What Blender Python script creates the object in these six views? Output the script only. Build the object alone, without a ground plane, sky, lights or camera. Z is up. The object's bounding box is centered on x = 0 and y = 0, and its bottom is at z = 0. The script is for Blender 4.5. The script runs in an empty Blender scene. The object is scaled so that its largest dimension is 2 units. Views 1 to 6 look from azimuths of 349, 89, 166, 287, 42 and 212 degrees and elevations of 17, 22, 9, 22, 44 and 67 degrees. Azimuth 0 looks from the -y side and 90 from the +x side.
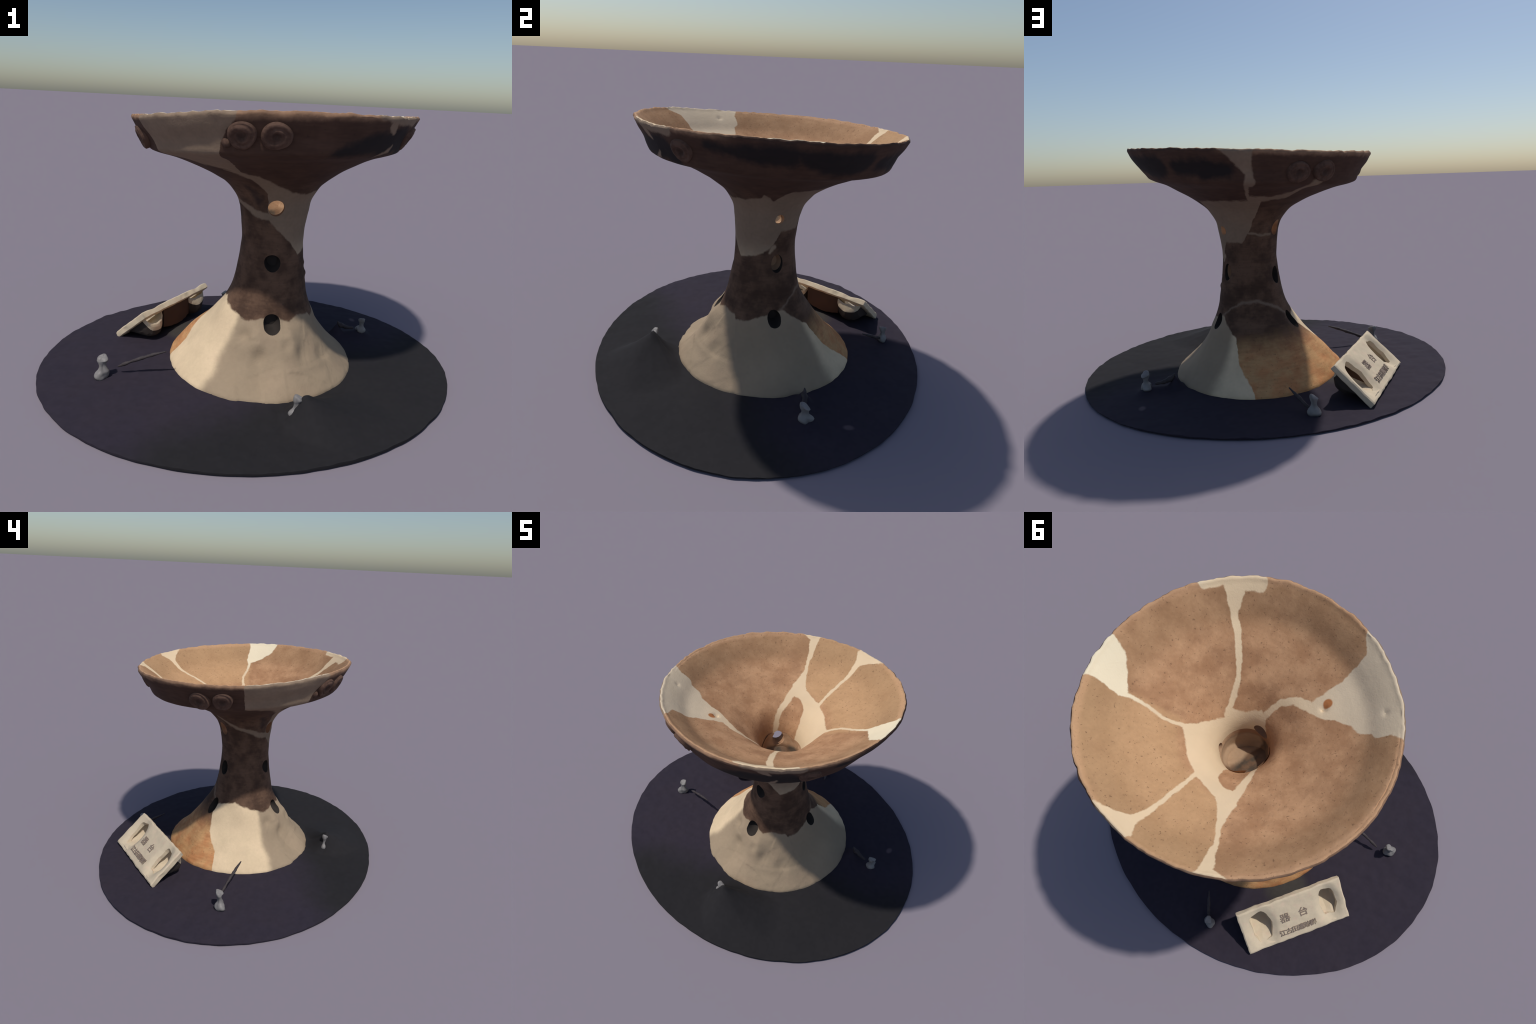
# An old, repaired pottery stand (flared bowl, pierced column, bell foot) on a dark
# cloth-covered display board, held by four white pins with thread, beside a small
# slanted name card.  Everything is built from profiles, lofts and rules.
import bpy, bmesh, math
import numpy as np
from mathutils import Vector, noise as mnoise

rng = np.random.default_rng(7)
SC = bpy.context.scene.collection
TAU = 2 * math.pi


# ------------------------------------------------------------------ helpers
def smooth(a, b, x):
    t = np.clip((np.asarray(x, float) - a) / (b - a), 0, 1)
    return t * t * (3 - 2 * t)


def nz(p, scale, seed=0.0):
    """smooth noise, about -1..1, at one point"""
    return mnoise.noise(Vector((p[0] * scale + seed, p[1] * scale + seed * 1.7, p[2] * scale - seed)))


def spline(points, step):
    """Centripetal curve through 2D control points, resampled at about even steps."""
    P = np.array(points, float)
    Q = np.vstack([2 * P[0] - P[1], P, 2 * P[-1] - P[-2]])
    out = [P[0]]
    for i in range(1, len(Q) - 2):
        p0, p1, p2, p3 = Q[i - 1:i + 3]
        t0 = 0
        t1 = t0 + max(np.linalg.norm(p1 - p0), 1e-6) ** .5
        t2 = t1 + max(np.linalg.norm(p2 - p1), 1e-6) ** .5
        t3 = t2 + max(np.linalg.norm(p3 - p2), 1e-6) ** .5
        n = max(1, int(round(np.linalg.norm(p2 - p1) / step)))
        for k in range(1, n + 1):
            t = t1 + (t2 - t1) * k / n
            a1 = (t1 - t) / (t1 - t0) * p0 + (t - t0) / (t1 - t0) * p1
            a2 = (t2 - t) / (t2 - t1) * p1 + (t - t1) / (t2 - t1) * p2
            a3 = (t3 - t) / (t3 - t2) * p2 + (t - t2) / (t3 - t2) * p3
            b1 = (t2 - t) / (t2 - t0) * a1 + (t - t0) / (t2 - t0) * a2
            b2 = (t3 - t) / (t3 - t1) * a2 + (t - t1) / (t3 - t1) * a3
            out.append((t2 - t) / (t2 - t1) * b1 + (t - t1) / (t2 - t1) * b2)
    return np.array(out)


def mesh_from(name, verts, faces, mats=()):
    me = bpy.data.meshes.new(name)
    me.from_pydata([tuple(map(float, v)) for v in verts], [], faces)
    me.update()
    for m in mats:
        me.materials.append(m)
    return me


def add(name, me, parent=None, loc=(0, 0, 0)):
    ob = bpy.data.objects.new(name, me)
    SC.objects.link(ob)
    ob.location = loc
    if parent is not None:
        ob.parent = parent
    return ob


def empty(name, loc, label, category):
    ob = add(name, None, None, loc)
    ob.empty_display_size = .1
    ob["label"], ob["category"] = label, category
    return ob


def revolve_faces(nr, nt, base=0, flip=False):
    F = []
    for i in range(nr - 1):
        for j in range(nt):
            k = (j + 1) % nt
            f = (base + i * nt + j, base + i * nt + k, base + (i + 1) * nt + k, base + (i + 1) * nt + j)
            F.append(f[::-1] if flip else f)
    return F


def shade(me, angle=None):
    me.shade_smooth()
    if angle is not None:
        me.set_sharp_from_angle(angle=math.radians(angle))


def recalc(me):
    bm = bmesh.new()
    bm.from_mesh(me)
    bmesh.ops.recalc_face_normals(bm, faces=bm.faces[:])
    bm.to_mesh(me)
    bm.free()


# ------------------------------------------------------------------ node helpers
class Nodes:
    def __init__(self, name):
        self.mat = bpy.data.materials.new(name)
        self.mat.use_nodes = True
        self.t = self.mat.node_tree
        self.bsdf = self.t.nodes["Principled BSDF"]

    def new(self, kind, **kw):
        n = self.t.nodes.new(kind)
        for k, v in kw.items():
            setattr(n, k, v)
        return n

    def put(self, sock, v):
        if isinstance(v, bpy.types.NodeSocket):
            self.t.links.new(v, sock)
        elif v is not None:
            sock.default_value = v

    def m(self, op, a, b=None, c=None, clamp=False):
        n = self.new("ShaderNodeMath", operation=op, use_clamp=clamp)
        for i, v in enumerate((a, b, c)):
            self.put(n.inputs[i], v)
        return n.outputs[0]

    def v(self, op, a, b=None, scale=None):
        n = self.new("ShaderNodeVectorMath", operation=op)
        self.put(n.inputs[0], a)
        if b is not None:
            self.put(n.inputs[1], b)
        if scale is not None:
            self.put(n.inputs["Scale"], scale)
        return n.outputs["Value"] if op in ("DOT_PRODUCT", "LENGTH", "DISTANCE") else n.outputs[0]

    def noise(self, vec, scale, detail=3, rough=.5, color=False):
        n = self.new("ShaderNodeTexNoise")
        self.put(n.inputs["Vector"], vec)
        n.inputs["Scale"].default_value = scale
        n.inputs["Detail"].default_value = detail
        n.inputs["Roughness"].default_value = rough
        return n.outputs["Color" if color else "Fac"]

    def step(self, x, lo, hi):
        n = self.new("ShaderNodeMapRange", interpolation_type="SMOOTHSTEP")
        self.put(n.inputs["Value"], x)
        n.inputs["From Min"].default_value, n.inputs["From Max"].default_value = min(lo, hi), max(lo, hi)
        n.inputs["To Min"].default_value, n.inputs["To Max"].default_value = (0, 1) if lo < hi else (1, 0)
        return n.outputs["Result"]

    def mix(self, f, a, b):
        n = self.new("ShaderNodeMix", data_type="RGBA")
        self.put(n.inputs["Factor"], f)
        for s, v in ((n.inputs[6], a), (n.inputs[7], b)):
            self.put(s, (*v, 1) if isinstance(v, tuple) and len(v) == 3 else v)
        return n.outputs[2]

    def gain(self, c, lo, hi, f):
        """brightness of colour c times lo..hi as f goes 0..1"""
        k = self.m("MULTIPLY_ADD", f, hi - lo, lo)
        return self.v("SCALE", c, scale=k)

    def curve(self, x, pts, lo, hi, vmax=1.4):
        """piecewise-linear function of x through (x, value) pairs, by a colour ramp"""
        n = self.new("ShaderNodeValToRGB")
        self.put(n.inputs[0], self.m("MULTIPLY_ADD", x, 1 / (hi - lo), -lo / (hi - lo)))
        el = n.color_ramp.elements
        while len(el) < len(pts):
            el.new(.5)
        for e, (a, val) in zip(sorted(el, key=lambda e: e.position), sorted(pts)):
            e.position = (a - lo) / (hi - lo)
        for e, (a, val) in zip(el, sorted(pts)):
            e.position = (a - lo) / (hi - lo)
            e.color = (val / vmax,) * 3 + (1,)
        return self.m("MULTIPLY", n.outputs[0], vmax)

    def capsule(self, p, a, b, ra, rb):
        """signed distance to a stroke from a to b whose half width runs ra..rb"""
        g = bpy.data.node_groups.get("tapered_stroke") or capsule_group()
        n = self.new("ShaderNodeGroup")
        n.node_tree = g
        self.put(n.inputs[0], p)
        d = (b[0] - a[0], b[1] - a[1])
        n.inputs[1].default_value = (a[0], a[1], 0)
        n.inputs[2].default_value = (d[0], d[1], 0)
        n.inputs[3].default_value = 1 / max(d[0] ** 2 + d[1] ** 2, 1e-9)
        n.inputs[4].default_value = ra
        n.inputs[5].default_value = rb - ra
        return n.outputs[0]

    def chain(self, p, d):
        """p, but not evaluated before d (keeps long masks within the renderer's memory)"""
        return self.v("ADD", p, self.m("MULTIPLY", d, 1e-9))

    def stroke(self, p, pts):
        """union of tapered strokes through (x, y, half width) points"""
        d = None
        for a, b in zip(pts[:-1], pts[1:]):
            c = self.capsule(p if d is None else self.chain(p, d), a, b, a[2], b[2])
            d = c if d is None else self.m("MINIMUM", d, c)
        return d

    def convex(self, p, pts):
        """signed distance (inside < 0) to a convex outline, corners counter-clockwise"""
        A = np.array(pts, float)
        x, y = A[:, 0], A[:, 1]
        if np.sum(x * np.roll(y, -1) - np.roll(x, -1) * y) < 0:
            A = A[::-1]
        d = None
        for a, b in zip(A, np.roll(A, -1, 0)):
            e = (b - a) / np.linalg.norm(b - a)
            n = (e[1], -e[0])
            s = self.m("SUBTRACT", self.v("DOT_PRODUCT", p, (n[0], n[1], 0)), float(n[0] * a[0] + n[1] * a[1]))
            d = s if d is None else self.m("MAXIMUM", d, s)
        return d

    def poly(self, p, pts):
        """signed distance to any simple outline: nearest edge, sign by edge crossings"""
        g = bpy.data.node_groups.get("outline_edge") or edge_group()
        d = sg = None
        for a, b in zip(pts, pts[1:] + pts[:1]):
            n = self.new("ShaderNodeGroup")
            n.node_tree = g
            self.put(n.inputs[0], p)
            e = (b[0] - a[0], b[1] - a[1])
            n.inputs[1].default_value = (a[0], a[1], 0)
            n.inputs[2].default_value = (e[0], e[1], 0)
            n.inputs[3].default_value = 1 / max(e[0] ** 2 + e[1] ** 2, 1e-9)
            n.inputs[4].default_value = b[1]
            n.inputs[5].default_value = e[0] / (e[1] if abs(e[1]) > 1e-6 else 1e-6)
            self.put(n.inputs[6], 10.0 if d is None else d)
            self.put(n.inputs[7], 1.0 if sg is None else sg)
            d, sg = n.outputs
        return self.m("MULTIPLY", d, sg)

    def union(self, *ds):
        d = ds[0]
        for e in ds[1:]:
            d = self.m("MINIMUM", d, e)
        return d

    def cut(self, d, hole):
        return self.m("MAXIMUM", d, self.m("MULTIPLY", hole, -1.0))

    def finish(self, colour, rough=.85, bump=None, strength=.3, dist=.004):
        self.put(self.bsdf.inputs["Base Color"], colour)
        self.put(self.bsdf.inputs["Roughness"], rough)
        self.bsdf.inputs["Specular IOR Level"].default_value = .18
        if bump is not None:
            b = self.new("ShaderNodeBump")
            b.inputs["Strength"].default_value = strength
            b.inputs["Distance"].default_value = dist
            self.put(b.inputs["Height"], bump)
            self.put(self.bsdf.inputs["Normal"], b.outputs[0])
        return self.mat


def capsule_group():
    g = bpy.data.node_groups.new("tapered_stroke", "ShaderNodeTree")
    for nm, k in (("P", "NodeSocketVector"), ("A", "NodeSocketVector"), ("D", "NodeSocketVector"),
                  ("InvLen2", "NodeSocketFloat"), ("R", "NodeSocketFloat"), ("dR", "NodeSocketFloat")):
        g.interface.new_socket(nm, in_out="INPUT", socket_type=k)
    g.interface.new_socket("Dist", in_out="OUTPUT", socket_type="NodeSocketFloat")
    i, o = g.nodes.new("NodeGroupInput"), g.nodes.new("NodeGroupOutput")

    def node(kind, op, *ins, clamp=False):
        n = g.nodes.new(kind)
        n.operation = op
        if kind == "ShaderNodeMath":
            n.use_clamp = clamp
        for k, s in enumerate(ins):
            g.links.new(s, n.inputs[k])
        return n
    V, M = "ShaderNodeVectorMath", "ShaderNodeMath"
    q = node(V, "SUBTRACT", i.outputs["P"], i.outputs["A"])
    h = node(V, "DOT_PRODUCT", q.outputs[0], i.outputs["D"])
    h = node(M, "MULTIPLY", h.outputs["Value"], i.outputs["InvLen2"], clamp=True)
    s = node(V, "SCALE", i.outputs["D"])
    g.links.new(h.outputs[0], s.inputs["Scale"])
    e = node(V, "SUBTRACT", q.outputs[0], s.outputs[0])
    L = node(V, "LENGTH", e.outputs[0])
    r = node(M, "MULTIPLY_ADD", h.outputs[0], i.outputs["dR"], i.outputs["R"])
    d = node(M, "SUBTRACT", L.outputs["Value"], r.outputs[0])
    g.links.new(d.outputs[0], o.inputs["Dist"])
    return g


def edge_group():
    g = bpy.data.node_groups.new("outline_edge", "ShaderNodeTree")
    for nm, k in (("P", "NodeSocketVector"), ("A", "NodeSocketVector"), ("D", "NodeSocketVector"),
                  ("InvLen2", "NodeSocketFloat"), ("By", "NodeSocketFloat"), ("Slope", "NodeSocketFloat"),
                  ("DistBefore", "NodeSocketFloat"), ("FlipBefore", "NodeSocketFloat")):
        g.interface.new_socket(nm, in_out="INPUT", socket_type=k)
    g.interface.new_socket("Dist", in_out="OUTPUT", socket_type="NodeSocketFloat")
    g.interface.new_socket("Flip", in_out="OUTPUT", socket_type="NodeSocketFloat")
    i, o = g.nodes.new("NodeGroupInput"), g.nodes.new("NodeGroupOutput")

    def node(kind, op, *ins, clamp=False):
        n = g.nodes.new(kind)
        n.operation = op
        if kind == "ShaderNodeMath":
            n.use_clamp = clamp
        for k, s in enumerate(ins):
            if isinstance(s, (int, float)):
                n.inputs[k].default_value = s
            else:
                g.links.new(s, n.inputs[k])
        return n
    V, M = "ShaderNodeVectorMath", "ShaderNodeMath"
    # a vanishing share of the earlier result keeps the edges evaluated one after another
    tiny = node(M, "MULTIPLY", i.outputs["DistBefore"], 1e-9)
    pp = node(V, "ADD", i.outputs["P"], tiny.outputs[0])
    q = node(V, "SUBTRACT", pp.outputs[0], i.outputs["A"])
    h = node(V, "DOT_PRODUCT", q.outputs[0], i.outputs["D"])
    h = node(M, "MULTIPLY", h.outputs["Value"], i.outputs["InvLen2"], clamp=True)
    s = node(V, "SCALE", i.outputs["D"])
    g.links.new(h.outputs[0], s.inputs["Scale"])
    e = node(V, "SUBTRACT", q.outputs[0], s.outputs[0])
    L = node(V, "LENGTH", e.outputs[0])
    mn = node(M, "MINIMUM", L.outputs["Value"], i.outputs["DistBefore"])
    g.links.new(mn.outputs[0], o.inputs["Dist"])
    sp = g.nodes.new("ShaderNodeSeparateXYZ"); g.links.new(pp.outputs[0], sp.inputs[0])
    sq = g.nodes.new("ShaderNodeSeparateXYZ"); g.links.new(q.outputs[0], sq.inputs[0])
    ga = node(M, "LESS_THAN", sq.outputs[1], 0.0)
    gb = node(M, "GREATER_THAN", i.outputs["By"], sp.outputs[1])
    x = node(M, "SUBTRACT", ga.outputs[0], gb.outputs[0])
    x = node(M, "ABSOLUTE", x.outputs[0])
    xi = node(M, "MULTIPLY", sq.outputs[1], i.outputs["Slope"])
    lt = node(M, "LESS_THAN", sq.outputs[0], xi.outputs[0])
    c = node(M, "MULTIPLY", x.outputs[0], lt.outputs[0])
    f = node(M, "MULTIPLY_ADD", c.outputs[0], -2.0, 1.0)
    f = node(M, "MULTIPLY", f.outputs[0], i.outputs["FlipBefore"])
    g.links.new(f.outputs[0], o.inputs["Flip"])
    return g


# ------------------------------------------------------------------ pottery shape
BASE = np.array([.075, .03, .0])          # where the stand's own origin sits
MASK_AXIS = (.08, .022)                   # axis that the repair outlines turn round
TILT = (.0306, -.0457)                    # the bowl leans a little

OUTER = [(.458, .004), (.455, .020), (.424, .05), (.381, .09), (.346, .13), (.314, .17), (.276, .22), (.245, .27),
         (.213, .32), (.186, .38), (.172, .44), (.161, .50), (.153, .56), (.1475, .62), (.149, .68), (.155, .74),
         (.163, .79), (.174, .83), (.199, .87), (.224, .90), (.266, .93), (.318, .96), (.380, .99), (.453, 1.02),
         (.527, 1.041), (.553, 1.054), (.566, 1.08), (.578, 1.11), (.603, 1.15), (.620, 1.182)]
LIP = [(.621, 1.190), (.615, 1.1975), (.606, 1.197)]
INNER = [(.598, 1.188), (.565, 1.163), (.535, 1.137), (.49, 1.098), (.44, 1.076), (.36, 1.046), (.30, 1.019), (.25, .992),
         (.20, .948), (.16, .905), (.136, .868), (.121, .83), (.112, .78), (.105, .73), (.09, .695)]

AXIS_Z = [.02, .2, .3, .42, .6, .78, .88, .96, 1.06, 1.19]
AXIS_X = [.068, .074, .081, .093, .0945, .0965, .091, .082, .075, .0765]
AXIS_Y = [.0275, .024, .020, .0146, .0140, .0165, .028, .031, .030, .034]
# each pierced hole: azimuth, height, half width, half height
HOLES = [(-99, .808, .037, .036), (22, .788, .022, .024), (141, .792, .032, .039),
         (-100, .553, .039, .038), (24, .566, .031, .044), (141, .540, .033, .046),
         (-93.5, .290, .039, .042), (14, .306, .034, .040), (143, .305, .032, .045)]


def axis(z):
    return np.interp(z, AXIS_Z, AXIS_X), np.interp(z, AXIS_Z, AXIS_Y)


def lean(x, y, z):
    return z + smooth(.84, 1.04, z) * (TILT[0] * x + TILT[1] * y)


def rim_wave(th):
    """small departures of the rim from a circle"""
    return (.0058 * np.cos(2 * th) - .0036 * np.sin(2 * th) - .0027 * np.cos(3 * th) + .0044 * np.sin(3 * th)
            - .0015 * np.cos(4 * th) + .0014 * np.sin(4 * th))


def rim_height(th):
    return (-.0012 * np.cos(2 * th) + .0024 * np.sin(2 * th) + .0021 * np.cos(3 * th) + .003 * np.sin(3 * th)
            + .0011 * np.cos(4 * th) - .002 * np.sin(4 * th))


def ring(r, z, th, jitter=True):
    w = smooth(.9, 1.15, z)
    rr = r + w * rim_wave(th)
    # the knee under the rim is rounded off on the +x side
    def near(az, width):
        d = np.abs((np.degrees(th) - az + 180) % 360 - 180)
        return np.exp(-(d / width) ** 2)
    if jitter == "outer" and z > .85:
        band = np.exp(-((z - 1.075) / .05) ** 2)
        rr = rr - .036 * near(14, 28) * np.exp(-((z - 1.052) / .042) ** 2)
        rr = rr + band * (.009 * near(-54, 28) - .005 * near(140, 35) - .012 * near(-160, 42))
    if jitter == "inner":                             # uneven thickness of the bowl wall
        z = z - .022 * near(-22, 40) * np.exp(-((r - .29) / .13) ** 2) + .018 * near(178, 34) * np.exp(-((r - .52) / .075) ** 2)
        z = z + .046 * near(165, 50) * np.exp(-((r - .155) / .055) ** 2)
    x, y = rr * np.cos(th), rr * np.sin(th)
    cx, cy = axis(z)
    zz = lean(x, y, z) + smooth(1.0, 1.19, z) * rim_height(th)
    return np.stack([x + cx, y + cy, np.broadcast_to(zz, x.shape)], -1)


def wall_point(az, z):
    """point and outward normal on the outer wall"""
    P = spline(OUTER, .01)
    th = np.radians(np.array([az, az + .5]))
    r = np.interp(z, P[:, 1], P[:, 0])
    r2 = np.interp(z + .012, P[:, 1], P[:, 0])
    r1 = np.interp(z - .012, P[:, 1], P[:, 0])
    a = ring(r, z, th)
    b = ring(r2, z + .012, th)[0] - ring(r1, z - .012, th)[0]
    n = np.cross(a[1] - a[0], b)
    return a[0], n / np.linalg.norm(n), b / np.linalg.norm(b)


def build_stand_mesh(mats):
    NT = 336
    th = np.linspace(0, TAU, NT, endpoint=False)
    out = spline(OUTER, .0095)
    lip = spline([OUTER[-1]] + LIP + [INNER[0]], .005)[1:-1]
    inn = spline(INNER, .0105)
    P = np.vstack([out, lip, inn])
    n_out = len(out) + len(lip) // 2
    V = []
    for i, (r, z) in enumerate(P):
        V.append(ring(r, z, th, "outer" if i < len(out) else "inner" if i >= len(out) + len(lip) else True))
    V = np.array(V)                                   # rings, angle, xyz
    # relief: hand-made unevenness, nicked lip, worn plaster foot, sunk hole margins
    for i, (r, z) in enumerate(P):
        is_out = i < n_out
        cx, cy = axis(z)
        lipw = float(np.exp(-((P[i, 1] - 1.195) / .016) ** 2)) if r > .58 else 0.
        for j in range(NT):
            p = V[i, j]
            d = np.array([math.cos(th[j]), math.sin(th[j]), 0])
            k = .0022 * nz(p, 5) + .0012 * nz(p, 16, 3)
            if is_out and .9 < z < 1.19:
                k += .0022 * nz((p[0], p[1], p[2] * 2.2), 13, 9)
            if is_out and .5 < z < .8:
                k += .0016 * nz(p, 22, 5)
            if is_out and z < .3:                     # lumpy plaster, rougher on the -y side
                front = float(smooth(.1, .9, -d[1] * .9 + d[0] * .25))
                c = mnoise.cell(Vector(p * 9))
                k += front * (.003 * nz(p, 11, 4) + .0025 * nz(p, 24, 8) + .003 * (c - .5))
                if r > .44:
                    k += .003 * nz(p, 30, 2)
            p += d * k
            if lipw > 0:
                n1, n2 = nz(p, 17, 2), nz(p, 42, 6)
                p[2] += lipw * (.0042 * n1 + .0045 * n2 - .014 * max(0, n2 - .28))
                p += d * lipw * (.004 * n1 + .003 * n2)
    flat = V.reshape(-1, 3)
    # sunk margins round the holes
    for az, z, w, h in HOLES:
        c, n, up = wall_point(az, z)
        q = flat[:n_out * NT] - c
        side = np.cross(up, n)
        e = np.hypot(q @ side / (w + .012), q @ up / (h + .014))
        dep = (.010 if z < .45 else .007) * np.exp(-e ** 2.5)
        flat[:n_out * NT] -= dep[:, None] * n * (np.abs(q @ n) < .06)[:, None]
    # little pits and a step in the plaster foot
    for az, z, rad, dep in ((-104, .165, .035, .020), (-122, .235, .028, .016), (-80, .20, .022, .010), (-66, .16, .03, .010),
                            (-45, .13, .035, .010), (-101, .10, .075, .030), (-123, .13, .075, .022), (-106, .21, .04, -.014), (-76, .21, .05, -.022), (-12, .14, .11, .023),
                            (-158, .30, .06, -.012), (158, .11, .10, -.026), (135, .07, .06, -.012)):
        c, n, up = wall_point(az, z)
        q = flat[:n_out * NT] - c
        e = np.linalg.norm(q * np.array([1, 1, .7]), axis=1) / rad
        flat[:n_out * NT] -= (dep * np.exp(-e ** 2))[:, None] * n
    # pinholes in the pale patch inside the bowl
    for c, rad, dep in (((-.159, -.213, 1.045), .012, .02), ((-.3976, -.2607, 1.1527), .010, .016), ((-.30, -.405, 1.165), .012, .006)):
        q = flat[n_out * NT:] - np.array(c)
        flat[n_out * NT:, 2] -= dep * np.exp(-(np.linalg.norm(q, axis=1) / rad) ** 2)
    # lumpy plug that closes the bore not far below the throat
    low = np.array([P[i // NT][1] < .76 and i >= n_out * NT for i in range(len(flat))])
    for i in np.nonzero(low)[0]:
        flat[i, 2] += .026 * nz(flat[i], 14, 3) + .30 * (flat[i, 1] - .017) - .30 * (flat[i, 0] - .096)
    # tiny chips standing out of the column on its dark side
    for az, z, rad, dep in ((-18, .475, .016, -.008), (-22, .53, .014, -.005), (-30, .62, .018, .006), (2, .655, .02, .005)):
        c, n, up = wall_point(az, z)
        e = np.linalg.norm(flat[:n_out * NT] - c, axis=1) / rad
        flat[:n_out * NT] -= (dep * np.exp(-e ** 2))[:, None] * n

    V = [tuple(v) for v in flat]
    F = revolve_faces(len(P), NT)
    M = [0 if (f[0] // NT) < n_out else 1 for f in F]
    V.append((axis(.69)[0] + .02, axis(.69)[1] - .01, .690))                     # floor of the bore
    top = len(V) - 1
    last = (len(P) - 1) * NT
    for j in range(NT):
        F.append((last + j, last + (j + 1) % NT, top)); M.append(2)
    V.append((*axis(.012), .012))                     # underside
    bot = len(V) - 1
    for j in range(NT):
        F.append(((j + 1) % NT, j, bot)); M.append(2)
    # the bore below the throat has a warmer, brighter colour of its own
    zmid = {}
    for k, f in enumerate(F):
        if M[k] == 1 and f[0] // NT > n_out and P[f[0] // NT][1] < .80:
            M[k] = 2
    me = mesh_from("stand_whole", V, F, mats)
    me.polygons.foreach_set("material_index", M)
    return me


def build_cutters(mats):
    V, F, M = [], [], []
    n = 28
    for i, (az, z, w, h) in enumerate(HOLES):
        c, nrm, up = wall_point(az, z)
        nh = np.array([nrm[0], nrm[1], 0]); nh /= np.linalg.norm(nh)
        side = np.cross([0, 0, 1], nh)
        through = z > .7
        b = len(V)
        if through:
            prof = [(1.12, .05), (1.12, .012), (1.0, -.004), (.95, -.03), (1.25, -.105)]
        else:
            prof = [(1.14, .05), (1.14, .012), (1.0, -.004), (.92, -.022), (.62, -.046 - .004 * (i % 3))]
        for s, o in prof:
            for k in range(n):
                a = TAU * k / n
                wob = 1 + .03 * math.sin(2 * a + i * 1.3) + .02 * math.sin(3 * a + i * 2.1)
                V.append(c + nh * o + side * w * s * wob * math.cos(a) + np.array([0, 0, 1.]) * h * s * wob * math.sin(a))
        f0 = len(F)
        F += revolve_faces(len(prof), n, b, flip=True)
        F.append([b + k for k in range(n)])
        e = b + (len(prof) - 1) * n
        F.append([e + n - 1 - k for k in range(n)])
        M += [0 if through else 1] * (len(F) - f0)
        if 20 < az < 30 and z > .5:
            M[-1] = 2
            M[f0 + 3 * n:f0 + 4 * n] = [2] * n
    me = mesh_from("hole_cutter", V, F, mats)
    me.polygons.foreach_set("material_index", M)
    recalc(me)
    return me


# ------------------------------------------------------------------ pottery colours
CREAM = (.72, .56, .36)


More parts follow.
